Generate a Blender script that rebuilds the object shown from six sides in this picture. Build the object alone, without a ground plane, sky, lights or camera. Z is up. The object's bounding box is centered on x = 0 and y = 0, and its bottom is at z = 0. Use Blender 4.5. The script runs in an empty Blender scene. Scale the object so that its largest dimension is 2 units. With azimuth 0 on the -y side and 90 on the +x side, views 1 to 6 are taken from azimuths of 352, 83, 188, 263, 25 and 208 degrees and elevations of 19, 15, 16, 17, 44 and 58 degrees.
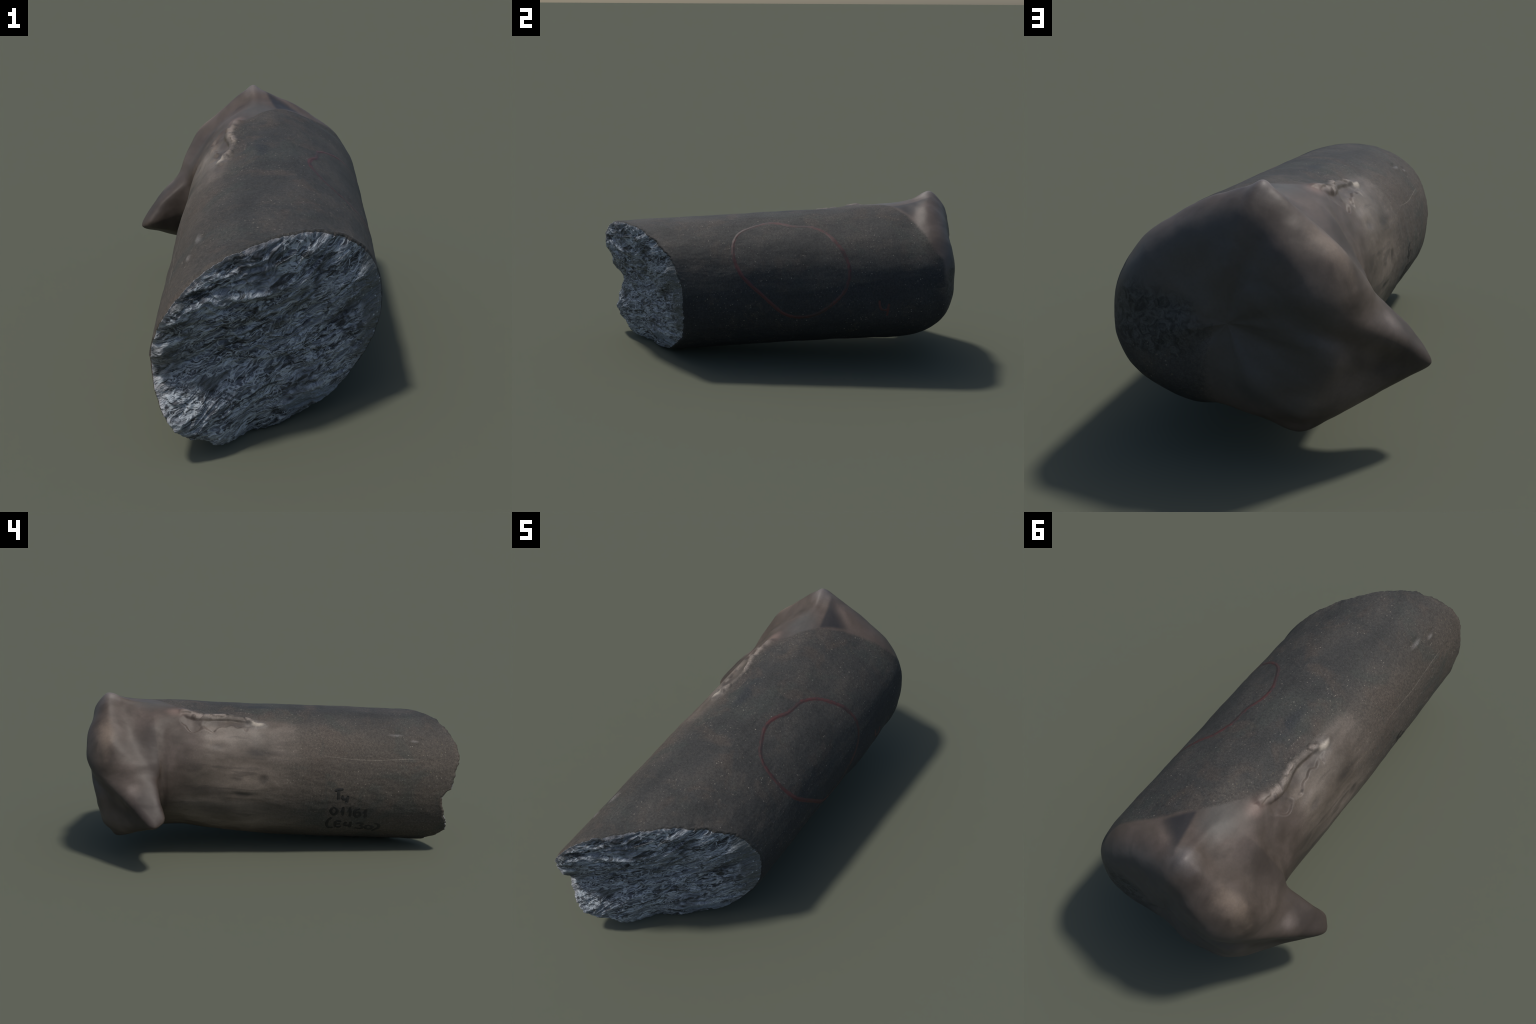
# A dark drilled rock core lying on its side: a round shaft, one end broken off
# (blue-grey fracture), the other end flaring into a smooth brown collar that
# rises to a peak and runs out sideways into a hook.
import bpy, math
import numpy as np
from mathutils import Matrix, Vector, noise
from mathutils.bvhtree import BVHTree

# ------------------------------------------------------------------ core frame
AXIS = np.array([0.14448829, 0.98695962, 0.07094952]); AXIS /= np.linalg.norm(AXIS)
SIDE = np.cross(AXIS, [0, 0, 1]); SIDE /= np.linalg.norm(SIDE)
UP = np.cross(SIDE, AXIS)
CENTRE = np.array([0, 0, .45]) + 0.0098 * SIDE - 0.0232 * UP
R0 = 0.3726                       # shaft radius
FRAME = Matrix(((SIDE[0], AXIS[0], UP[0], CENTRE[0]),
                (SIDE[1], AXIS[1], UP[1], CENTRE[1]),
                (SIDE[2], AXIS[2], UP[2], CENTRE[2]),
                (0, 0, 0, 1)))
# local coordinates of every part: x = across (u), y = along the core (s), z = up (v)

NCOL = 900                        # columns round the core
TQ = np.arange(NCOL) * 360.0 / NCOL
CT, ST = np.cos(np.radians(TQ)), np.sin(np.radians(TQ))

# broken edge: position along the core by angle
RIM = [(0, -.507), (12, -.512), (27, -.541), (39, -.577), (51, -.635), (66, -.708), (82, -.80),
       (91, -.857), (99, -.894), (108, -.936), (119, -.970), (130, -1.006), (138, -1.030), (146, -1.046),
       (157, -1.026), (168, -1.01), (175, -.995), (180, -.97), (189, -.965), (200, -.985),
       (213, -1.011), (222, -.998), (230, -.96), (236, -.925), (245, -.912), (250, -.87),
       (260, -.78), (270, -.74), (287, -.66), (309, -.595), (320, -.55), (336, -.528), (348, -.515)]

# collar profiles: for each angle, (along, radius) from the shaft over the
# collar and its outer edge towards the middle of the end
COLLAR = {
    0:   [(.50, .3715), (.66, .372), (.80, .372), (.895, .346), (.937, .288), (.958, .145)],
    20:  [(.50, .3705), (.66, .371), (.795, .368), (.885, .346), (.942, .296), (.956, .145)],
    40: [(.49, .3685), (.64, .369), (.765, .357), (.843, .349), (.934, .296), (.957, .145)],
    60: [(.485, .367), (.63, .367), (.755, .350), (.835, .342), (.921, .298), (.955, .145)],
    80: [(.483, .370), (.64, .367), (.765, .359), (.848, .361), (.923, .318), (.958, .15)],
    95:  [(.485, .378), (.655, .375), (.783, .384), (.864, .388), (.922, .352), (.964, .17)],
    106: [(.475, .3785), (.62, .380), (.774, .404), (.884, .439), (.934, .382), (.966, .185)],
    101.5: [(.48, .378), (.64, .378), (.779, .394), (.876, .411), (.930, .364), (.965, .178)],
    111: [(.462, .381), (.62, .382), (.775, .396), (.882, .429), (.938, .370), (.962, .178)],
    118: [(.45, .384), (.62, .384), (.777, .388), (.875, .417), (.943, .353), (.958, .17)],
    135: [(.553, .375), (.600, .383), (.735, .380), (.857, .405), (.964, .336), (.972, .175)],
    150: [(.545, .371), (.600, .377), (.700, .386), (.838, .424), (.968, .325), (.974, .190)],
    165: [(.550, .370), (.572, .388), (.635, .406), (.786, .435), (.960, .322), (.960, .205)],
    178: [(.553, .370), (.566, .394), (.573, .433), (.720, .462), (.912, .349), (.946, .260)],
    188: [(.548, .370), (.554, .408), (.545, .538), (.648, .552), (.832, .409), (.912, .335)],
    196: [(.548, .369), (.558, .420), (.519, .599), (.541, .622), (.755, .464), (.895, .358)],
    203: [(.555, .367), (.584, .414), (.566, .513), (.600, .562), (.777, .461), (.892, .360)],
    212: [(.572, .362), (.614, .402), (.630, .455), (.664, .500), (.805, .460), (.902, .345)],
    224: [(.580, .355), (.632, .392), (.662, .421), (.752, .463), (.846, .426), (.922, .285)],
    236: [(.560, .350), (.628, .381), (.710, .400), (.826, .432), (.866, .380), (.940, .230)],
    250: [(.510, .352), (.615, .354), (.698, .353), (.791, .358), (.862, .327), (.932, .190)],
    270: [(.50, .364), (.598, .360), (.678, .341), (.765, .317), (.852, .286), (.932, .150)],
    290: [(.50, .3725), (.60, .373), (.696, .360), (.790, .337), (.867, .283), (.938, .142)],
    310: [(.50, .3725), (.63, .374), (.757, .370), (.838, .338), (.897, .287), (.936, .142)],
    330: [(.50, .3735), (.65, .376), (.805, .379), (.882, .345), (.922, .285), (.947, .143)],
    345: [(.50, .373), (.655, .374), (.805, .380), (.893, .350), (.936, .285), (.958, .144)]}
APEX = (-.04, .942, 0.0)


def periodic(xs, ys, q):
    """Catmull-Rom through (angle, value) knots, periodic over 360 degrees."""
    x = np.asarray(xs, float); y = np.asarray(ys, float)
    X = np.concatenate([x - 360, x, x + 360]); Y = np.concatenate([y, y, y])
    h = np.diff(X); d = np.diff(Y) / h
    m = np.zeros_like(Y); m[1:-1] = (d[:-1] * h[1:] + d[1:] * h[:-1]) / (h[1:] + h[:-1])
    q = np.asarray(q) % 360
    i = np.searchsorted(X, q, side='right') - 1
    t = (q - X[i]) / h[i]
    return ((2*t**3 - 3*t**2 + 1) * Y[i] + (t**3 - 2*t**2 + t) * h[i] * m[i]
            + (-2*t**3 + 3*t**2) * Y[i+1] + (t**3 - t**2) * h[i] * m[i+1])


def spline_rows(P, subs):
    """smooth rows of points: chord-weighted cubic through P[k], subs[k] steps per span"""
    out = []; n = len(P)
    L = [np.linalg.norm(P[k+1] - P[k], axis=-1, keepdims=True) + 1e-9 for k in range(n - 1)]
    def tangent(k):
        if k == 0: return (P[1] - P[0]) / L[0]
        if k == n - 1: return (P[-1] - P[-2]) / L[-1]
        return ((P[k] - P[k-1]) / L[k-1] * L[k] + (P[k+1] - P[k]) / L[k] * L[k-1]) / (L[k] + L[k-1])
    for k in range(n - 1):
        a, b = tangent(k) * L[k], tangent(k + 1) * L[k]
        for j in range(subs[k]):
            t = j / subs[k]
            out.append((2*t**3 - 3*t**2 + 1) * P[k] + (t**3 - 2*t**2 + t) * a
                       + (-2*t**3 + 3*t**2) * P[k+1] + (t**3 - t**2) * b)
    out.append(P[-1])
    return out


def fbm(P, scale, octaves, seed, H=0.9):
    """fractal noise at points (N,3); scale may be a 3-vector"""
    Q = P * np.asarray(scale) + seed * 7.31
    return np.array([noise.fractal(Vector(q), H, 2.0, octaves) for q in Q.reshape(-1, 3)]).reshape(P.shape[:-1])


def sstep(a, b, x):
    t = np.clip((x - a) / (b - a), 0, 1)
    return t * t * (3 - 2 * t)


def pts(u, s, v):
    return np.stack(np.broadcast_arrays(u, s, v), -1).astype(float)


# ------------------------------------------------------------------ rim & shaft
angs = sorted(COLLAR)
rim_s = periodic([a for a, _ in RIM], [s for _, s in RIM], TQ)
rim_ring = pts(R0 * CT, rim_s, R0 * ST)
rim_s = rim_s + 0.010 * fbm(rim_ring, 14, 4, 3) + 0.005 * fbm(rim_ring, 60, 2, 4)
rim_r = R0 - 0.004 - 0.004 * np.abs(fbm(rim_ring, 45, 3, 5))
rim_r = rim_r + .001 * periodic([0, 20, 45, 62, 80, 98, 112, 125, 140, 155, 172, 190, 335],
                                [0, 0, -4, -4, -2, 0, 5, 7, 6, 3, 0, 0, 0], TQ)
rim_ring = pts(rim_r * CT, rim_s, rim_r * ST)
edge_ring = pts(R0 * CT, rim_s + 0.010, R0 * ST)

rows = [edge_ring, pts(R0 * CT, .28, R0 * ST)]
for k in range(6):
    s = periodic(angs, [COLLAR[a][k][0] for a in angs], TQ)
    r = periodic(angs, [COLLAR[a][k][1] for a in angs], TQ)
    if k == 0:                                  # keeps the shaft straight right up to the step
        rows.append(pts((r + .001) * CT, s - .035, (r + .001) * ST))
    rows.append(pts(r * CT, s, r * ST))
rows.append(np.broadcast_to(np.array(APEX, float), rows[0].shape).copy())
side = spline_rows(rows, [300, 40, 14, 30, 30, 34, 30, 34, 28])
# second row starts at the broken edge
side = [rim_ring] + side
n_side = len(side)

# ------------------------------------------------------------------ broken face
NF = 150
dev_fit = np.linalg.lstsq(np.stack([np.ones(NCOL), CT, ST], -1), rim_s, rcond=None)[0]
face = []
for i in range(NF):
    rho = i / NF
    u, v = rim_r * CT * rho, rim_r * ST * rho
    plane = dev_fit[0] + dev_fit[1] * CT * rho + dev_fit[2] * ST * rho
    dev = rim_s - (dev_fit[0] + dev_fit[1] * CT + dev_fit[2] * ST)
    # rim irregularities fade inwards; smoothed over angle as they do
    w = max(1, int((1 - rho) * 120))
    ker = np.hanning(2 * w + 3); ker /= ker.sum()
    sm = np.convolve(np.concatenate([dev[-w-1:], dev, dev[:w+1]]), ker, 'valid')
    face.append(pts(u, plane + sm * rho ** 1.6, v))
face = np.array(face)
FU, FV = face[..., 0], face[..., 2]
rho = np.hypot(FU, FV) / R0
inner = 1 - sstep(.90, 1.0, rho)
# splintery layers run across the face; curly small relief on top
Q = pts(FU, FU * 0 + .5, FV - .20 * FU + .03 * np.sin(11 * FU + 6 * FV))
lay = fbm(Q, (4, 1, 11), 4, 11)
mid = fbm(Q + .03 * fbm(Q, 16, 2, 13)[..., None], (9, 1, 20), 5, 12)
relief = .020 * lay - .016 * (.25 - np.abs(mid)) * (.4 + .6 * inner)
relief -= (.036 + .010 * sstep(.1, -.25, FU) * sstep(-.08, -.2, FV)) * (1 - rho ** 4)    # the break bulges outwards
relief += .027 * np.exp(-((FV + .01) / .10) ** 2) * sstep(-.30, -.12, FU) * (1 - rho ** 6)    # but for a trough across its middle
face[..., 1] += relief * (.25 + .75 * inner) * sstep(1.0, .96, rho)

grid = np.concatenate([face[1:], np.array(side)[:-1]], 0)     # rows x NCOL x 3
n_face = NF - 1                                                # row index of the rim
NR = len(grid)
verts = np.concatenate([grid.reshape(-1, 3), face[:1, 0], np.array([APEX])])
c_face, c_apex = NR * NCOL, NR * NCOL + 1
a = np.arange(NR - 1)[:, None] * NCOL + np.arange(NCOL)[None]
b = np.arange(NR - 1)[:, None] * NCOL + (np.arange(NCOL)[None] + 1) % NCOL
quads = np.stack([a, b, b + NCOL, a + NCOL], -1).reshape(-1, 4)
quad_row = np.repeat(np.arange(NR - 1), NCOL); quad_col = np.tile(np.arange(NCOL), NR - 1)
j = np.arange(NCOL); jn = (j + 1) % NCOL
fan0 = np.stack([np.full(NCOL, c_face), jn, j], -1)
last = (NR - 1) * NCOL
fan1 = np.stack([np.full(NCOL, c_apex), last + j, last + jn], -1)


def make_mesh(name, V, F):
    me = bpy.data.meshes.new(name)
    me.from_pydata(V.tolist(), [], F)
    me.update()
    return me


def normals_of(V):
    me = make_mesh("whole_body", V, quads.tolist() + fan0.tolist() + fan1.tolist())
    n = np.zeros(len(V) * 3); me.vertices.foreach_get("normal", n)
    n = n.reshape(-1, 3)
    bpy.data.meshes.remove(me)
    return n


# ------------------------------------------------------------------ surface relief
nrm = normals_of(verts)
centre_dir = verts * np.array([1, 0, 1]); 
flip = np.sum(nrm[(n_face + 60) * NCOL:(n_face + 200) * NCOL] * centre_dir[(n_face + 60) * NCOL:(n_face + 200) * NCOL]) < 0
if flip: nrm = -nrm
U, S, V = verts.T
TH = np.degrees(np.arctan2(V, U)) % 360
ARC = R0 * math.radians(1)


def near_line(line, width):
    """falloff 1..0 from a polyline of (s, angle) on the skin, and signed side"""
    best = np.full(len(S), 1e9); sgn = np.zeros(len(S))
    for (s0, t0), (s1, t1) in zip(line[:-1], line[1:]):
        dx, dy = s1 - s0, (t1 - t0) * ARC
        px, py = S - s0, (TH - t0) * ARC
        t = np.clip((px * dx + py * dy) / (dx * dx + dy * dy), 0, 1)
        ex, ey = px - t * dx, py - t * dy
        d = np.hypot(ex, ey); m = d < best
        best[m] = d[m]; sgn[m] = ey[m]
    return np.exp(-(best / width) ** 2), sgn, best


def bump(s0, t0, ls, lt):
    return np.exp(-((S - s0) / ls) ** 2 - ((TH - t0) * ARC / lt) ** 2)


skin = np.ones(len(S)); skin[:n_face * NCOL] = 0; skin[c_face] = 0
skin *= sstep(0, .03, S - np.concatenate([np.tile(rim_s, NR), [0, 0]]) + 1e-6) 
disp = np.zeros(len(S))
# the shaft is not quite round: a broad soft ridge up its left flank, a flattened
# right shoulder, a fuller right underside towards the collar
SW_T = [0, 20, 45, 62, 80, 98, 112, 125, 140, 155, 172, 190, 210, 230, 250, 270, 290, 312, 335]
SW_S = [-.95, -.5, -.15, .2, .45, .58, .72, .86]
SWELL = [[0, 0, -2, -4, -4, 0, 5, 7, 6, 3, 0, 0, 0, 0, 0, 0, 0, 0, 0],
         [-3, -4, -3, -7, -2, 3, 11, 15, 12, 6, 2, 0, -4, -6, -4, -2, 0, 0, 3],
         [1, -2, -8, -14, -6, 4, 14, 18, 15, 10, 4, 0, -6, -10, -7, -6, -4, 3, 7],
         [5, -3, -13, -18, -10, 3, 12, 15, 12, 8, -3, -7, -10, -12, -12, -10, -8, 6, 17],
         [8, -2, -13, -18, -9, 0, 11, 13, 9, 3, -7, -12, -10, -8, -10, -10, -8, 9, 27],
         [8, -2, -12, -17, -9, 1, 9, 11, 3, 1, -2, -5, -3, 0, -2, -6, -4, 11, 26],
         [6, -2, -11, -15, -8, 0, 0, 0, 0, 0, 0, 0, 0, 0, 0, 0, 0, 6, 14],
         [0, 0, 0, 0, 0, 0, 0, 0, 0, 0, 0, 0, 0, 0, 0, 0, 0, 0, 0]]
in_th = np.stack([periodic(SW_T, row, TH) for row in SWELL])
k = np.clip(np.searchsorted(SW_S, S) - 1, 0, len(SW_S) - 2)
t = np.clip((S - np.take(SW_S, k)) / (np.take(SW_S, k + 1) - np.take(SW_S, k)), 0, 1)
t = t * t * (3 - 2 * t); i_ = np.arange(len(S))
disp += .001 * (in_th[k, i_] * (1 - t) + in_th[k + 1, i_] * t) * (np.hypot(U, V) > .33)
CREASES = [((-.045, .183), (-.15, .065), .004), ((-.15, .065), (-.345, -.11), .007), ((-.045, .183), (.025, .027), .006),
           ((.025, .027), (.185, -.13), .005), ((-.345, -.11), (-.265, -.30), .007), ((-.085, .33), (-.045, .183), .005)]
CRACK = [(.465, 116.8), (.425, 119.6), (.385, 121.0), (.34, 121.3), (.30, 120.4), (.26, 119.0), (.22, 118.4),
         (.18, 118.9), (.13, 120.2), (.078, 121.8)]
lump = fbm(verts, 12, 2, 31)
ends = sstep(.49, .43, S) * sstep(.03, .10, S)
g, side_of, dist = near_line(CRACK, .021)
chips = sstep(-.16, .02, fbm(verts, 17, 2, 33))               # the crest is broken into flakes
disp += (.003 + .009 * chips) * g
disp -= (.010 + .006 * lump) * sstep(.018, .032, dist) * sstep(.082, .066, dist - .05 * lump) * (side_of > 0) * ends      # hollow under the ridge, scalloped edge
disp += .004 * np.exp(-((dist - .085) / .03) ** 2) * (side_of > 0) * ends
disp -= .006 * np.exp(-((dist - .06) / .04) ** 2) * (side_of < 0) * ends
g2, _, _ = near_line([(.095, 125.2), (.05, 127.2), (.012, 126.2)], .014)
disp += .008 * g2
disp -= .006 * bump(.06, 119.5, .05, .018)
for s0, t0, ls, lt, h in [(-.695, 129.4, .045, .012, -.007), (-.70, 131.6, .05, .012, .004),
                          (-.80, 136.3, .03, .012, .004), (-.82, 134.2, .025, .010, -.005),
                          (.263, 147.7, .05, .02, -.005), (.285, 137.8, .05, .02, -.004),
                          (.01, 173.6, .03, .03, -.004), (.114, 188.2, .07, .015, -.004),
                          (.34, 102, .10, .09, -.007), (.53, 92, .10, .10, .004), (.10, 100, .14, .05, .003)]:
    disp += h * bump(s0, t0, ls, lt)
VEIN = [(-.242, 154.1), (-.358, 153.6), (-.513, 150.7), (-.572, 151.5), (-.669, 152.7), (-.728, 154.1), (-.844, 153.6)]
disp += .0006 * near_line(VEIN, .005)[0]
body = verts[n_face * NCOL:]
core_grain = sstep(.15, -.2, S[n_face * NCOL:])          # the drilled part is grainier than the collar
# facets of the end: soft-edged creases fanning out from a point below the peak
on_end = sstep(.84, .90, S) * (np.abs(U) < .6)
for (u0, v0), (u1, v1), h in CREASES:
    du, dv = u1 - u0, v1 - v0; ll = du * du + dv * dv
    t = np.clip(((U - u0) * du + (V - v0) * dv) / ll, 0, 1)
    dd = np.hypot(U - u0 - t * du, V - v0 - t * dv)
    disp += .8 * h * np.clip(1 - dd / .075, 0, 1) * on_end
disp -= .005 * on_end * sstep(.26, .12, np.hypot(U, V))
d2 = .0030 * fbm(body, 5, 3, 21) + (.0003 + .0005 * core_grain) * fbm(body, (40, 20, 40), 2, 22)
d2 += .0010 * fbm(body, (14, 7, 14), 2, 23)
disp[n_face * NCOL:] += d2
verts = verts + nrm * (disp * skin)[:, None]
world_z = verts @ np.array([SIDE[2], AXIS[2], UP[2]]) + CENTRE[2]
nrm = normals_of(verts) * (-1 if flip else 1)
S = verts[:, 1]

# ------------------------------------------------------------------ node helpers
def new_material(name):
    m = bpy.data.materials.new(name); m.use_nodes = True
    nt = m.node_tree; nt.nodes.clear()
    return m, Nodes(nt)


class Nodes:
    def __init__(self, nt):
        self.nt = nt
        self.co = self.add('ShaderNodeTexCoord').outputs['Object']
        sep = self.add('ShaderNodeSeparateXYZ'); self.link(self.co, sep.inputs[0])
        self.u, self.s, self.v = sep.outputs
    def add(self, t, **kw):
        n = self.nt.nodes.new(t)
        for k, v in kw.items(): setattr(n, k, v)
        return n
    def link(self, a, b):
        if hasattr(a, 'is_output'): self.nt.links.new(a, b)
        else: b.default_value = a
    def math(self, op, a, b=0.0, c=0.0, clamp=False):
        n = self.add('ShaderNodeMath', operation=op, use_clamp=clamp)
        for i, x in enumerate((a, b, c)): self.link(x, n.inputs[i])
        return n.outputs[0]
    def smooth(self, x, lo, hi, o0=0.0, o1=1.0):
        n = self.add('ShaderNodeMapRange', interpolation_type='SMOOTHSTEP')
        self.link(x, n.inputs[0])
        if lo > hi: lo, hi, o0, o1 = hi, lo, o1, o0
        for i, k in enumerate((lo, hi, o0, o1)): n.inputs[i + 1].default_value = k
        return n.outputs[0]
    def scaled(self, sc, rot=(0, 0, 0), src=None):
        n = self.add('ShaderNodeMapping'); self.link(src or self.co, n.inputs[0])
        n.inputs['Scale'].default_value = sc; n.inputs['Rotation'].default_value = rot
        return n.outputs[0]
    def noise(self, scale, detail=3, rough=.55, dist=0., vec=None, color=False):
        n = self.add('ShaderNodeTexNoise'); self.link(vec or self.co, n.inputs['Vector'])
        n.inputs['Scale'].default_value = scale; n.inputs['Detail'].default_value = detail
        n.inputs['Roughness'].default_value = rough; n.inputs['Distortion'].default_value = dist
        return n.outputs[1 if color else 0]
    def dots(self, scale, size, keep, vec=None):
        """sparse round specks: distance to cell points, a share 'keep' of the cells"""
        n = self.add('ShaderNodeTexVoronoi'); self.link(vec or self.co, n.inputs['Vector'])
        n.inputs['Scale'].default_value = scale
        sp = self.add('ShaderNodeSeparateColor'); self.link(n.outputs['Color'], sp.inputs[0])
        m = self.math('MULTIPLY', self.smooth(n.outputs['Distance'], size, size * .4),
                      self.smooth(sp.outputs[0], 1 - keep, 1 - keep + .02))
        return self.math('MULTIPLY', m, self.smooth(sp.outputs[1], -.2, 1))
    def mix(self, f, a, b, mode='MIX'):
        n = self.add('ShaderNodeMix', data_type='RGBA', blend_type=mode)
        self.link(f, n.inputs[0])
        for x, i in ((a, 6), (b, 7)):
            if hasattr(x, 'is_output'): self.nt.links.new(x, n.inputs[i])
            else: n.inputs[i].default_value = (*x, 1)
        return n.outputs[2]
    def ramp(self, f, stops):
        n = self.add('ShaderNodeValToRGB'); self.link(f, n.inputs[0])
        e = n.color_ramp.elements
        while len(e) < len(stops): e.new(.5)
        for el, (p, c) in zip(e, stops): el.position = p; el.color = (*c, 1)
        return n.outputs[0]
    def blob(self, c, r, soft=1.0, wobble=0.0):
        """soft spot round a point c=(u,s,v) with radii r"""
        n = self.add('ShaderNodeVectorMath', operation='SUBTRACT')
        self.link(self.co, n.inputs[0]); n.inputs[1].default_value = c
        d = self.add('ShaderNodeVectorMath', operation='DIVIDE')
        self.link(n.outputs[0], d.inputs[0]); d.inputs[1].default_value = r
        l = self.add('ShaderNodeVectorMath', operation='LENGTH'); self.link(d.outputs[0], l.inputs[0])
        x = l.outputs['Value']
        if wobble: x = self.math('ADD', x, self.math('MULTIPLY', self.math('SUBTRACT', self.wob, .5), wobble))
        return self.smooth(x, 1 + .0, 1 - soft)
    def out(self, color, rough, height=None, dist=.004, strength=.5, spec=.3):
        p = self.add('ShaderNodeBsdfPrincipled')
        self.link(color, p.inputs['Base Color']) if hasattr(color, 'is_output') else setattr(p.inputs['Base Color'], 'default_value', (*color, 1))
        self.link(rough, p.inputs['Roughness'])
        p.inputs['Specular IOR Level'].default_value = spec
        if height is not None:
            bn = self.add('ShaderNodeBump'); bn.inputs['Strength'].default_value = strength
            bn.inputs['Distance'].default_value = dist
            self.link(height, bn.inputs['Height']); self.link(bn.outputs[0], p.inputs['Normal'])
        o = self.add('ShaderNodeOutputMaterial'); self.link(p.outputs[0], o.inputs[0])


def on_skin(s, ang, r=R0):
    return (r * math.cos(math.radians(ang)), s, r * math.sin(math.radians(ang)))


# ------------------------------------------------------------------ material: drilled skin + collar
skin_mat, N = new_material("drilled_rock_skin")
N.wob = N.noise(9, 4, .6)
ang = N.math('MULTIPLY', N.math('ARCTAN2', N.v, N.u), 180 / math.pi)          # -180..180
ang360 = N.math('ADD', ang, N.math('MULTIPLY', N.math('LESS_THAN', ang, 0.0), 360.0))
big = N.noise(3.2, 4, .6)
stretch = N.noise(1.0, 4, .6, .6, vec=N.scaled((9, 2.6, 9)))
fine = N.noise(95, 4, .7)
grit = N.noise(260, 2, .6)
# drilled rock: charcoal, patches of brown and green-grey
rock = N.ramp(N.math('ADD', N.math('MULTIPLY', big, .6), N.math('MULTIPLY', stretch, .4)),
              [(.36, (.024, .024, .022)), (.5, (.035, .034, .031)), (.64, (.053, .047, .040))])
brown_side = N.math('MULTIPLY', N.smooth(ang360, 105, 150), N.smooth(ang360, 270, 225))
rock = N.mix(N.math('MULTIPLY', brown_side, .8), rock, N.mix(stretch, (.046, .040, .033), (.084, .066, .050)))
rock = N.mix(N.math('MULTIPLY', N.smooth(N.noise(5, 3, .6, .8), .52, .66), .35), rock, (.064, .048, .037))
rock = N.mix(N.math('MULTIPLY', N.smooth(N.noise(4.1, 3, .6, 1.2, vec=N.scaled((1, 1, 1), (.5, 1, 2))), .52, .66), .5), rock, (.036, .040, .034))
# brown, smeared zone on the left towards the collar
edge = N.math('ADD', N.s, N.math('MULTIPLY', N.math('SUBTRACT', N.wob, .5), .30))
tan_m = N.math('MULTIPLY', N.math('MULTIPLY', N.smooth(edge, -.34, .10), N.smooth(ang360, 112, 128)), N.smooth(ang360, 300, 250))
tan = N.ramp(N.math('ADD', N.math('MULTIPLY', N.noise(1.0, 4, .55, .5, vec=N.scaled((7, 2.4, 7))), .7), N.math('MULTIPLY', big, .3)),
             [(.36, (.052, .042, .032)), (.48, (.096, .076, .059)), (.58, (.138, .110, .087)), (.70, (.195, .156, .124))])
# collar beyond the arch-shaped edge of the drilled skin
arch = N.ramp(N.math('DIVIDE', ang360, 360.0), [(0, (.90,) * 3), (.067, (.885,) * 3), (.09, (.845,) * 3), (.15, (.79,) * 3),
              (.19, (.75,) * 3), (.25, (.66,) * 3), (.29, (.555,) * 3), (.33, (.40,) * 3), (.40, (.35,) * 3), (.66, (.60,) * 3), (.74, (.80,) * 3), (.79, (.96,) * 3), (.96, (.96,) * 3), (1, (.90,) * 3)])
arch_d = N.math('SUBTRACT', N.math('ADD', N.s, N.math('MULTIPLY', N.math('SUBTRACT', N.wob, .5), .03)), arch)
col_m = N.mix(N.smooth(ang360, 96, 116), N.smooth(arch_d, -.016, .016), N.smooth(arch_d, -.09, .06))
col_m = N.math('MULTIPLY', col_m, 1.0)
collar = N.ramp(N.math('ADD', N.math('MULTIPLY', N.noise(1.0, 4, .55, .8, vec=N.scaled((6, 5, 6))), .75), N.math('MULTIPLY', N.wob, .25)),
                [(.34, (.048, .036, .028)), (.48, (.068, .052, .041)), (.58, (.084, .064, .052)), (.72, (.112, .086, .069))])
streak = N.noise(1.0, 5, .6, .5, vec=N.scaled((34, 7, 22)))
collar = N.mix(N.math('MULTIPLY', N.blob((-.10, .62, .37), (.11, .16, .10), .8, .8), .6), collar,
               N.mix(streak, (.060, .060, .054), (.090, .088, .078)))
collar = N.mix(N.blob(on_skin(.50, 118, .38), (.05, .09, .05), .9, .5), collar, (.150, .105, .085))
collar = N.mix(N.math('MULTIPLY', N.blob((-.330, .86, .235), (.14, .08, .17), 1.0, 1.4), .68), collar, (.185, .140, .105))
collar = N.mix(N.math('MULTIPLY', N.blob((-.123, .884, .430), (.13, .11, .10), 1.0, 1.2), .55), collar, (.180, .160, .150))
collar = N.mix(N.math('MULTIPLY', N.blob((-.53, .62, -.14), (.14, .16, .17), .6, .9), .9), collar, N.mix(N.noise(1.0, 4, .6, .8, vec=N.scaled((18, 8, 9))), (.013, .010, .0085), (.058, .044, .036)))
collar = N.mix(N.math('MULTIPLY', N.blob((-.487, .697, -.015), (.06, .07, .07), 1.0, 1.7), .5), collar, (.17, .138, .12))
# shading of the collar's left edge, painted as a dark band behind it
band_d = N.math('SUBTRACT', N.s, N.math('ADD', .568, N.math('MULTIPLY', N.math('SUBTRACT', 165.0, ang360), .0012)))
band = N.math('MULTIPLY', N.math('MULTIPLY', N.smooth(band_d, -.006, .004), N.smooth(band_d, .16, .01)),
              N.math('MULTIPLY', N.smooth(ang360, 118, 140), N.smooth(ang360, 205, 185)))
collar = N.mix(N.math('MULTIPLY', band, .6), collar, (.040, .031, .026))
# the flat of the end is dark grey, brown only along its crest and lower lip
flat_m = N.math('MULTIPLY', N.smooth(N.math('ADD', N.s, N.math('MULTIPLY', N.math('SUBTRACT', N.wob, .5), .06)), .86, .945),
                N.smooth(N.math('SUBTRACT', N.math('MULTIPLY', N.v, .72), N.math('MULTIPLY', N.u, .72)), .40, .20))
collar = N.mix(N.math('MULTIPLY', flat_m, .9), collar, N.mix(N.noise(5, 4, .6, .6), (.040, .039, .037), (.072, .066, .060)))
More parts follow.
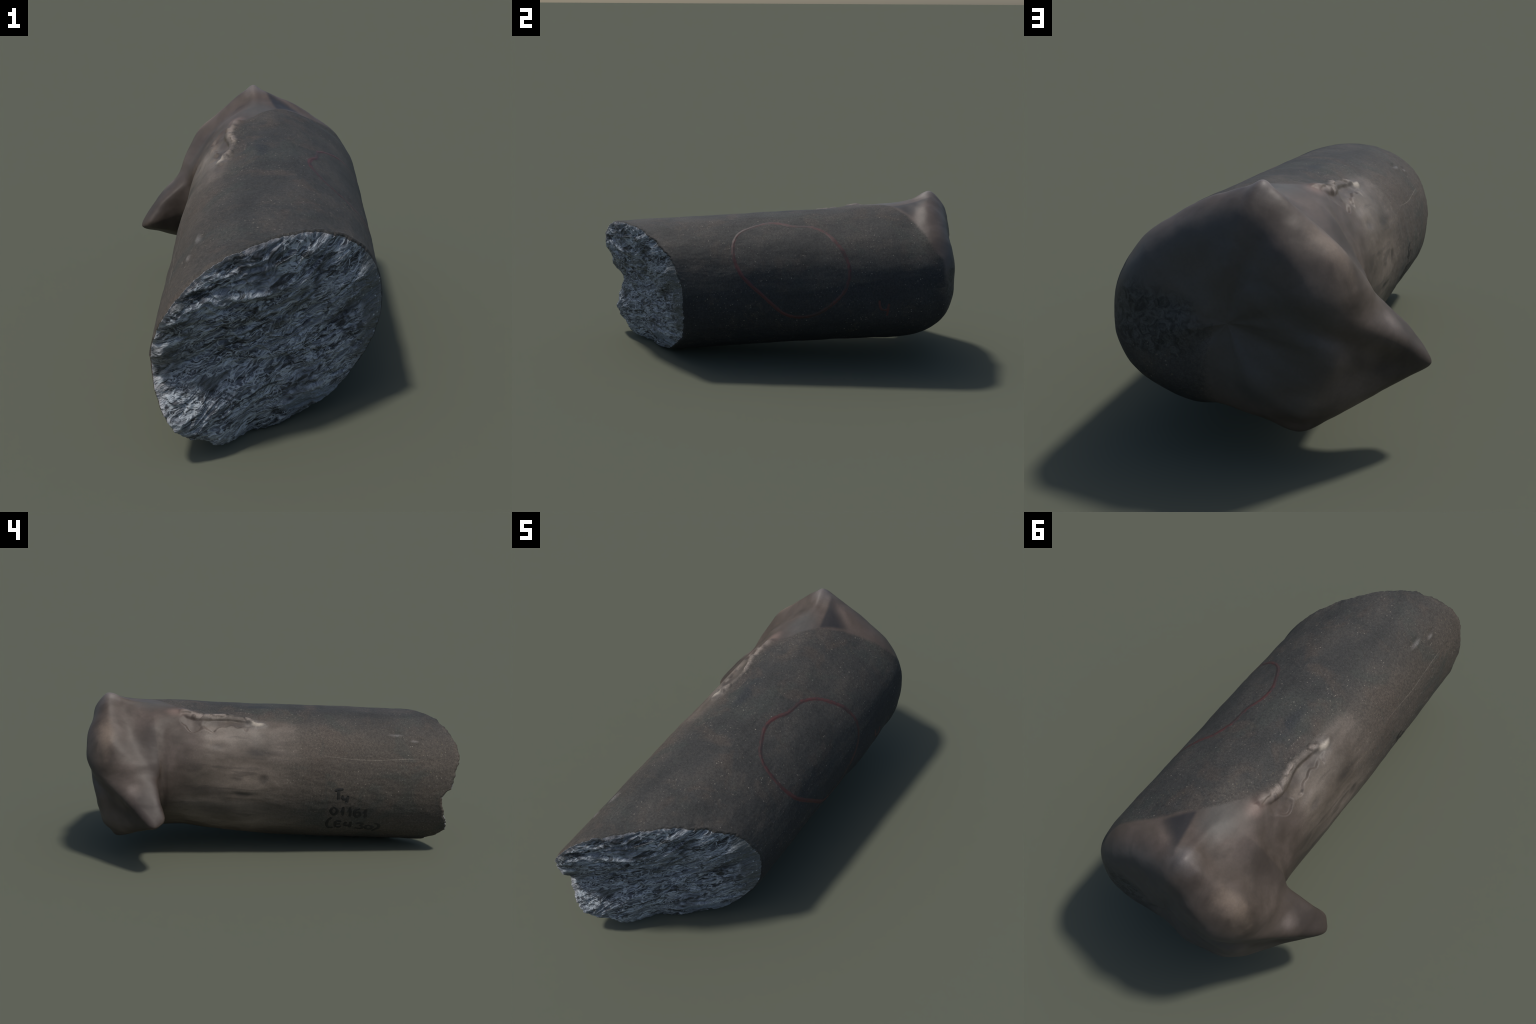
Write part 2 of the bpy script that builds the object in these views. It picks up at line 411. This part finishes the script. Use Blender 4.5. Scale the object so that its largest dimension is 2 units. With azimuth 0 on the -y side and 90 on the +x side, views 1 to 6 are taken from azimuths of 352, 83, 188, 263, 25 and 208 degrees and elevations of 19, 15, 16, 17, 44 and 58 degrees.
# front of the end: dark drilled rock shows through on the right
end_m = N.math('MULTIPLY', N.math('MULTIPLY', N.smooth(N.s, .86, .90), N.blob((.20, .92, -.01), (.19, .16, .15), .45, .8)),
               N.smooth(N.math('ADD', N.u, N.math('MULTIPLY', N.v, .35)), .0, .03))
end_dark = N.mix(N.smooth(N.noise(38, 5, .7, 1.), .35, .65), (.012, .013, .013), (.055, .056, .055))
# triangular hollow beside the peak, its shade put mainly into the colour
def half(p, q, soft=.006):
    (x0, y0), (x1, y1) = p, q
    l = math.hypot(x1 - x0, y1 - y0); nx, ny = -(y1 - y0) / l, (x1 - x0) / l
    d = N.math('ADD', N.math('MULTIPLY', N.u, nx), N.math('ADD', N.math('MULTIPLY', N.s, ny), -(nx * x0 + ny * y0)))
    return N.smooth(d, -soft, soft)
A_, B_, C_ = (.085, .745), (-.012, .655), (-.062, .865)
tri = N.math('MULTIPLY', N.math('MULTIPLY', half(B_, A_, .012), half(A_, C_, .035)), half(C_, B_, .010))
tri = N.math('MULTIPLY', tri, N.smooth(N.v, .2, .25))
col = N.mix(N.math('MULTIPLY', tan_m, .9), rock, tan)
tan_all = N.math('MAXIMUM', tan_m, col_m)
for s0, t0, r, k in [(.285, 137.8, (.04, .05, .03), .55), (.263, 147.7, (.04, .05, .025), .6), (.40, 165.3, (.08, .08, .04), .5),
                     (.01, 173.6, (.05, .035, .035), .5), (.114, 188.2, (.05, .075, .02), .6), (.307, 186, (.08, .16, .035), .45),
                     (.05, 151.3, (.05, .085, .022), .5), (.25, 205, (.08, .14, .05), .35)]:
    col = N.mix(N.math('MULTIPLY', N.blob(on_skin(s0, t0), r, .7, .7), k), col, (.036, .030, .026))
col = N.mix(N.math('MULTIPLY', N.blob(on_skin(.08, 100.5), (.045, .17, .06), .8, .6), .9), col, (.024, .026, .027))
# shade of the right flank put into the colour, with its blue-black streak
flank_shade = N.math('MULTIPLY', N.smooth(N.math('ADD', N.v, N.math('MULTIPLY', N.math('SUBTRACT', N.noise(1.0, 4, .6, .3, vec=N.scaled((5, 1.6, 14))), .5), .34)), .13, .04),
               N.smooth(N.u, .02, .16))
col = N.mix(N.math('MULTIPLY', N.math('MULTIPLY', flank_shade, .8), N.math('SUBTRACT', 1.0, col_m)), col, N.mix(stretch, (.011, .012, .015), (.022, .024, .026)))
col = N.mix(N.math('MULTIPLY', N.blob(on_skin(.07, 127), (.06, .10, .06), .8, .6), .5), col, (.15, .135, .12))
col = N.mix(N.math('MULTIPLY', N.blob(on_skin(.20, 138), (.10, .24, .10), .9, .9), .65), col, (.190, .158, .130))
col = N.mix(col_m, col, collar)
col = N.mix(end_m, col, end_dark)
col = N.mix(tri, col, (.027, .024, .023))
# pale crest of the ridge and the fresh chip
for k, ((s0, t0), (s1, t1)) in enumerate(zip(CRACK[:-1], CRACK[1:])):
    col = N.mix(N.math('MULTIPLY', N.blob(on_skin((s0 + s1) / 2, (t0 + t1) / 2, R0 + .024), (.026, .040, .026), 1.0, .8), .55), col, (.30, .25, .21))
col = N.mix(N.blob(on_skin(.055, 126.4, R0 + .022), (.024, .050, .024), .7, .7), col, (.30, .26, .21))
for s0, t0 in [(-.70, 131.3), (-.80, 136.3)]:
    col = N.mix(N.math('MULTIPLY', N.blob(on_skin(s0, t0, R0 + .014), (.017, .05 if s0 > -.75 else .03, .015), .9, .6), .5), col, (.16, .15, .14))
# broken scar: the pale crest is interrupted, the hollow beside it is smeared brown
for s0, t0, r, k in [(.375, 126.5, (.035, .06, .03), .6), (.27, 126.5, (.035, .06, .03), .6), (.165, 127, (.035, .055, .03), .55),
                     (.43, 131, (.04, .03, .03), .35), (.14, 113.5, (.03, .12, .03), .55)]:
    col = N.mix(N.math('MULTIPLY', N.blob(on_skin(s0, t0), r, .6, .9), k), col, (.060, .048, .040))
smear = N.smooth(N.noise(1.0, 5, .62, .4, vec=N.scaled((22, 3.0, 22))), .54, .64)
col = N.mix(N.math('MULTIPLY', N.math('MULTIPLY', smear, N.math('MULTIPLY', tan_m, N.math('SUBTRACT', 1.0, col_m))), .45), col, (.045, .037, .031))
mott = N.smooth(N.noise(11, 5, .65, .8), .55, .66)
col = N.mix(N.math('MULTIPLY', N.math('MULTIPLY', mott, N.math('SUBTRACT', 1.0, tan_all)), .25), col, (.066, .053, .041))
# hair-thin pale vein
vx = N.math('SUBTRACT', ang360, N.math('ADD', 152.4, N.math('MULTIPLY', N.math('SINE', N.math('MULTIPLY', N.s, 9.0)), 1.5)))
vein = N.math('MULTIPLY', N.smooth(N.math('ABSOLUTE', vx), .45, .1), N.math('MULTIPLY', N.smooth(N.s, -.25, -.5), N.smooth(N.s, -.86, -.75)))
col = N.mix(N.math('MULTIPLY', vein, .6), col, (.15, .13, .105))
# grain and mineral specks, only on the drilled rock
drilled = N.math('SUBTRACT', 1.0, N.math('MAXIMUM', N.math('MULTIPLY', tan_m, .8), N.math('MULTIPLY', col_m, .95)))
grain = N.math('ADD', N.math('MULTIPLY', fine, .8), N.math('MULTIPLY', grit, .6))
gm = N.smooth(grain, .45, .95, .62, 1.42)
gcol = N.add('ShaderNodeCombineXYZ')
for i in range(3): N.link(gm, gcol.inputs[i])
col = N.mix(N.math('MULTIPLY', N.math('ADD', N.math('MULTIPLY', drilled, .85), .15), 1.0), col, gcol.outputs[0], 'MULTIPLY')
patchy = N.smooth(N.noise(6, 3, .6), .40, .62, .25, 1)
for sc, size, keep, c, k in [(75, .30, .20, (.24, .21, .17), .75), (130, .32, .20, (.21, .18, .15), .7), (48, .15, .04, (.26, .23, .19), .7)]:
    col = N.mix(N.math('MULTIPLY', N.math('MULTIPLY', N.dots(sc, size, keep), N.math('MULTIPLY', drilled, patchy)), k), col, c)
col = N.mix(N.math('MULTIPLY', N.math('MULTIPLY', N.dots(90, .4, .25), N.math('MULTIPLY', drilled, N.smooth(N.noise(7, 2), .58, .68))), .6), col, (.13, .105, .062))
rough = N.smooth(tan_all, 0, 1, .78, .54)
hgt = N.math('MULTIPLY', N.math('ADD', fine, N.math('MULTIPLY', grit, .5)), N.math('ADD', N.math('MULTIPLY', drilled, .9), .1))
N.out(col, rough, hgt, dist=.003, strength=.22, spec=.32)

# ------------------------------------------------------------------ material: fresh fracture
frac_mat, N = new_material("fresh_blue_grey_fracture")
N.wob = N.noise(9, 4, .6)
tilt = N.add('ShaderNodeCombineXYZ')                    # bedding climbs to the right
N.link(N.u, tilt.inputs[0]); N.link(N.s, tilt.inputs[1]); N.link(N.math('SUBTRACT', N.v, N.math('MULTIPLY', N.u, .22)), tilt.inputs[2])
flow = N.scaled((1.0, .45, 2.2), src=tilt.outputs[0])
warp = N.add('ShaderNodeVectorMath', operation='MULTIPLY_ADD')
N.link(N.noise(5.5, 3, .6, color=True), warp.inputs[0]); warp.inputs[1].default_value = (.17, .17, .17); N.link(flow, warp.inputs[2])
worms = N.noise(11, 7, .64, 1.8, vec=warp.outputs[0])
ridge = N.math('ABSOLUTE', N.math('SUBTRACT', N.noise(7.5, 3, .5, 2.4, vec=warp.outputs[0]), .5))
ridge2 = N.math('ABSOLUTE', N.math('SUBTRACT', N.noise(17, 3, .5, 1.8, vec=warp.outputs[0]), .5))
zones = N.noise(3.2, 3, .55, .4, vec=N.scaled((1, .4, 2.6), src=tilt.outputs[0]))
tone = N.math('ADD', N.math('MULTIPLY', worms, .75), N.math('MULTIPLY', zones, .35))
fc = N.ramp(tone, [(.45, (.011, .012, .014)), (.52, (.056, .063, .075)), (.59, (.122, .137, .160)), (.69, (.240, .265, .295))])
crest = N.math('ADD', N.math('MULTIPLY', N.smooth(ridge, .05, .012), .9), N.math('MULTIPLY', N.smooth(ridge2, .05, .01), .7), clamp=True)
crest = N.math('MULTIPLY', crest, N.smooth(N.noise(6, 3, .6), .30, .50))
fc = N.mix(N.math('MULTIPLY', crest, .75), fc, (.40, .44, .47))
pit = N.smooth(N.noise(8.5, 5, .6, 1.4, vec=N.scaled((1.0, .45, 2.4), src=tilt.outputs[0])), .44, .36)
fc = N.mix(N.math('MULTIPLY', pit, .85), fc, (.010, .012, .013))
fc = N.mix(N.math('MULTIPLY', N.smooth(N.noise(4.5, 3, .6, .8, vec=N.scaled((1, .4, 2.6), src=tilt.outputs[0])), .56, .66), .7), fc,
           N.mix(worms, (.030, .034, .032), (.085, .092, .088)))
# grainy margin on the right, flat slick low on the right
gr = N.math('MULTIPLY', N.smooth(N.math('ADD', N.u, N.math('MULTIPLY', N.math('SUBTRACT', N.wob, .5), .16)), .255, .32), .9)
fc = N.mix(gr, fc, N.mix(N.noise(90, 4, .75), (.035, .040, .040), (.13, .142, .142)))
fc = N.mix(N.math('MULTIPLY', gr, N.dots(70, .35, .35)), fc, (.36, .38, .38))
fc = N.mix(N.math('MULTIPLY', N.blob((.14, -.68, -.29), (.14, .2, .045), .35, .5), .8), fc, (.15, .18, .215))
# pale crushed edge
rad = N.math('SQRT', N.math('ADD', N.math('MULTIPLY', N.u, N.u), N.math('MULTIPLY', N.v, N.v)))
rim_m = N.math('MULTIPLY', N.smooth(N.math('ADD', rad, N.math('MULTIPLY', N.math('SUBTRACT', N.noise(34, 4, .7), .5), .045)), .352, .372),
               N.smooth(N.math('SUBTRACT', N.v, N.math('MULTIPLY', N.u, 1.1)), -.1, .25))
fc = N.mix(N.math('MULTIPLY', rim_m, .8), fc, N.mix(N.noise(60, 3, .7), (.10, .10, .11), (.48, .46, .46)))
lip = N.math('MULTIPLY', N.smooth(N.math('ADD', N.u, N.math('MULTIPLY', N.wob, .05)), -.275, -.315), N.smooth(N.noise(30, 4, .65, 1, vec=N.scaled((1, 1, 2))), .42, .62))
fc = N.mix(N.math('MULTIPLY', lip, .6), fc, (.34, .34, .35))
hh = N.math('SUBTRACT', N.math('ADD', N.math('MULTIPLY', worms, .8), N.math('MULTIPLY', crest, .5)), N.math('MULTIPLY', pit, .5))
N.out(fc, .6, hh, dist=.012, strength=.6, spec=.4)

# ------------------------------------------------------------------ materials: paint and ink
def paint(name, c0, c1, rough=.6):
    m, n = new_material(name)
    worn = n.math('ADD', n.math('MULTIPLY', n.noise(60, 4, .75), .55), n.math('MULTIPLY', n.noise(4, 2), .45))
    n.out(n.mix(n.smooth(worn, .40, .60), c0, c1), rough)
    return m
red_edge = paint("faded_red_paint", (.030, .025, .023), (.062, .026, .024))
red_core = paint("red_paint", (.034, .025, .023), (.066, .024, .022))
ink_mat = paint("black_marker_ink", (.013, .012, .011), (.026, .024, .022))

# ------------------------------------------------------------------ split the body into parts
root = bpy.data.objects.new("rock_core", None)
root.empty_display_size = .2
bpy.context.scene.collection.objects.link(root)
root["label"] = "dark drilled rock core, blue-grey broken end, hooked brown collar"
root["category"] = "rock core"


def add_object(name, me, parent=None):
    ob = bpy.data.objects.new(name, me)
    bpy.context.scene.collection.objects.link(ob)
    ob.parent = parent or root
    ob.matrix_world = FRAME if parent is None else FRAME
    return ob


qc = verts[quads].mean(1); q_ang = np.degrees(np.arctan2(qc[:, 2], qc[:, 0])) % 360
arch_at = np.interp(q_ang, [0, 24, 32, 54, 68, 90, 104, 119, 144, 200, 252, 288, 360],
                    [.885, .885, .845, .79, .75, .66, .56, .52, .53, .55, .60, .80, .885])
q_face = quad_row < n_face
q_collar = ~q_face & (qc[:, 1] > arch_at)
q_r = np.hypot(qc[:, 0], qc[:, 2])
q_hook = q_collar & (q_ang > 178) & (q_ang < 216) & (q_r > .455)
q_shaft = ~q_face & ~q_collar
q_collar &= ~q_hook


def build_part(name, polys, mat, parent=None):
    flat = np.unique(np.concatenate([np.asarray(p).ravel() for p in polys]))
    remap = np.full(len(verts), -1); remap[flat] = np.arange(len(flat))
    faces = []
    for p in polys:
        p = np.asarray(p)
        if flip: p = p[:, ::-1]
        faces += remap[p].tolist()
    me = make_mesh(name, verts[flat], faces)
    me.polygons.foreach_set("use_smooth", np.ones(len(me.polygons), bool))
    me.materials.append(mat)
    me.normals_split_custom_set_from_vertices(nrm[flat].tolist())
    return add_object(name, me, parent)


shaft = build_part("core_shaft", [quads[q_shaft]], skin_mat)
fracture = build_part("broken_face", [quads[q_face], fan0], frac_mat)
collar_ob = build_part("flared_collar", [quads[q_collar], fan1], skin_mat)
hook = build_part("hook", [quads[q_hook]], skin_mat, collar_ob)

# ------------------------------------------------------------------ marks on the skin
tree = BVHTree.FromPolygons([Vector(v) for v in verts], quads[q_shaft].tolist() + quads[q_collar].tolist())


def skin_point(s, t, lift):
    d = Vector((math.cos(math.radians(t)), 0, math.sin(math.radians(t))))
    hit = tree.ray_cast(Vector((0, s, 0)) + d * 1.0, -d)
    p = hit[0] if hit[0] else Vector((0, s, 0)) + d * R0
    return p + d * lift


def smooth_path(P, closed, step):
    P = [np.array(p, float) for p in P]; n = len(P); out = []
    for k in range(n if closed else n - 1):
        p0 = P[(k - 1) % n] if closed or k > 0 else 2 * P[0] - P[1]
        p1, p2 = P[k], P[(k + 1) % n]
        p3 = P[(k + 2) % n] if closed or k + 2 < n else 2 * P[-1] - P[-2]
        m = max(2, int(np.linalg.norm(p2 - p1) / step))
        for q in range(m):
            t = q / m
            out.append(.5 * ((2*p1) + (p2-p0)*t + (2*p0-5*p1+4*p2-p3)*t*t + (3*p1-p0-3*p2+p3)*t**3))
    if not closed: out.append(P[-1])
    return out


def stroke(path, width, lift, closed=False, seed=0):
    """a thin raised band of paint that follows the skin; path in (s, angle)"""
    P = smooth_path([(s, (t if t > 100 else t) * ARC) for s, t in path], closed, .005)
    V, F = [], []; n = len(P)
    for k, p in enumerate(P):
        q0 = P[(k - 1) % n] if closed or k else p
        q1 = P[(k + 1) % n] if closed or k < n - 1 else p
        d = q1 - q0; d = d / (np.linalg.norm(d) + 1e-9); nn = np.array([-d[1], d[0]])
        w = width / 2 * (1 + .25 * noise.noise(Vector((p[0] * 40, p[1] * 40, seed))))
        if not closed: w *= .55 + .45 * min(1, min(k, n - 1 - k) / 1.5)
        for f, h in ((-1, -.0003), (-.85, lift), (0, lift), (.85, lift), (1, -.0003)):
            x = p + nn * w * f
            V.append(skin_point(x[0], x[1] / ARC, h))
    for k in range(n if closed else n - 1):
        for i in range(4):
            a0, b0 = k * 5 + i, ((k + 1) % n) * 5 + i
            F.append((a0, a0 + 1, b0 + 1, b0))
    if not closed:
        F.append((0, 1, 2, 3, 4)); F.append(tuple((n - 1) * 5 + i for i in (4, 3, 2, 1, 0)))
    return V, F


def mark(name, strokes, width, lift, mat, parent, closed=False):
    V, F = [], []
    for i, st in enumerate(strokes):
        v, f = stroke(st, width, lift + i * .0003, closed, i)
        F += [tuple(x + len(V) for x in q) for q in f]; V += v
    me = bpy.data.meshes.new(name); me.from_pydata([tuple(v) for v in V], [], F); me.update()
    me.polygons.foreach_set("use_smooth", np.ones(len(me.polygons), bool))
    me.materials.append(mat)
    return add_object(name, me, parent)


RING = [(-.011, 71.5), (.037, 69.7), (.081, 66.3), (.133, 64.9), (.189, 63.9), (.236, 60.2), (.278, 54.9), (.314, 46.9),
        (.35, 38.0), (.373, 29.5), (.386, 22.1), (.386, 14.4), (.37, 6.7), (.346, .3), (.307, -5.6), (.258, -11.3),
        (.21, -15.5), (.154, -17.9), (.107, -18.3), (.06, -17.0), (.018, -13.6), (-.015, -8.7), (-.041, -4.5),
        (-.088, 3.2), (-.121, 8.1), (-.154, 13.5), (-.184, 19.1), (-.205, 25.3), (-.22, 31.6), (-.227, 37.5),
        (-.228, 44.2), (-.224, 49.9), (-.207, 56.9), (-.179, 62.0), (-.139, 65.7), (-.099, 68.8), (-.055, 71.2)]
ring = mark("painted_ring", [RING], .021, .0003, red_edge, shaft, True)
mark("painted_ring_centre", [RING], .011, .0005, red_core, ring, True)
mark("painted_numeral", [[(.538, -6.7), (.537, -10.4), (.544, -13.8), (.563, -15.0), (.579, -14.4)],
                         [(.588, -9.9), (.582, -14.2), (.577, -17.7), (.572, -20.3)]], .014, .0004, red_core, shaft)

GLYPHS = {
    "ink_letter": [
        [[(-.377, 180.5), (-.40, 179.5), (-.425, 178.7)], [(-.401, 179.7), (-.402, 183.9), (-.404, 188.7)]],
        [[(-.423, 184.2), (-.425, 186.8), (-.435, 187.6), (-.448, 186.2)], [(-.454, 184.4), (-.451, 187.5), (-.447, 191.1)]],
        [[(-.402, 211.8), (-.399, 215.3), (-.402, 219.2)], [(-.403, 212.1), (-.415, 211.3), (-.432, 212.5)],
         [(-.402, 215.2), (-.415, 215.1), (-.428, 214.9)], [(-.402, 219.4), (-.418, 219.6), (-.436, 218.6)]]],
    "ink_digit": [
        [[(-.382, 195.6), (-.368, 198.5), (-.37, 201.6), (-.387, 203.9), (-.401, 201.3), (-.399, 197.7), (-.383, 195.7)]],
        [[(-.419, 200.6), (-.433, 198.9), (-.434, 195.0)], [(-.434, 195.0), (-.434, 199.5), (-.435, 204.8)]],
        [[(-.455, 200.3), (-.47, 198.6), (-.47, 195.2)], [(-.47, 195.2), (-.475, 200.1), (-.474, 205.6)]],
        [[(-.523, 196.2), (-.50, 197.9), (-.498, 202.6), (-.511, 205.5), (-.528, 203.4), (-.523, 200.2), (-.503, 200.9)]],
        [[(-.539, 201.1), (-.554, 199.4), (-.557, 196.4)], [(-.557, 196.4), (-.558, 200.4), (-.558, 205.9)]],
        [[(-.461, 212.5), (-.45, 216.1), (-.469, 217.4), (-.487, 215.7)], [(-.484, 212.2), (-.484, 215.7), (-.481, 220.4)]],
        [[(-.515, 214.6), (-.532, 213.0), (-.552, 214.2), (-.54, 216.5), (-.555, 218.6), (-.544, 221.6), (-.512, 220.8)]],
        [[(-.587, 215.5), (-.57, 217.6), (-.576, 221.2), (-.595, 221.8), (-.608, 217.9), (-.588, 215.6)]]],
    "ink_bracket": [
        [[(-.376, 207.4), (-.357, 211.7), (-.354, 217.3), (-.368, 221.1), (-.39, 220.8)]],
        [[(-.616, 212.7), (-.638, 213.8), (-.642, 217.4), (-.629, 220.8), (-.608, 224.8)]]]}
for kind, glyphs in GLYPHS.items():
    for g_ in glyphs:
        mark(kind, g_, .0180, .0004, ink_mat, shaft)
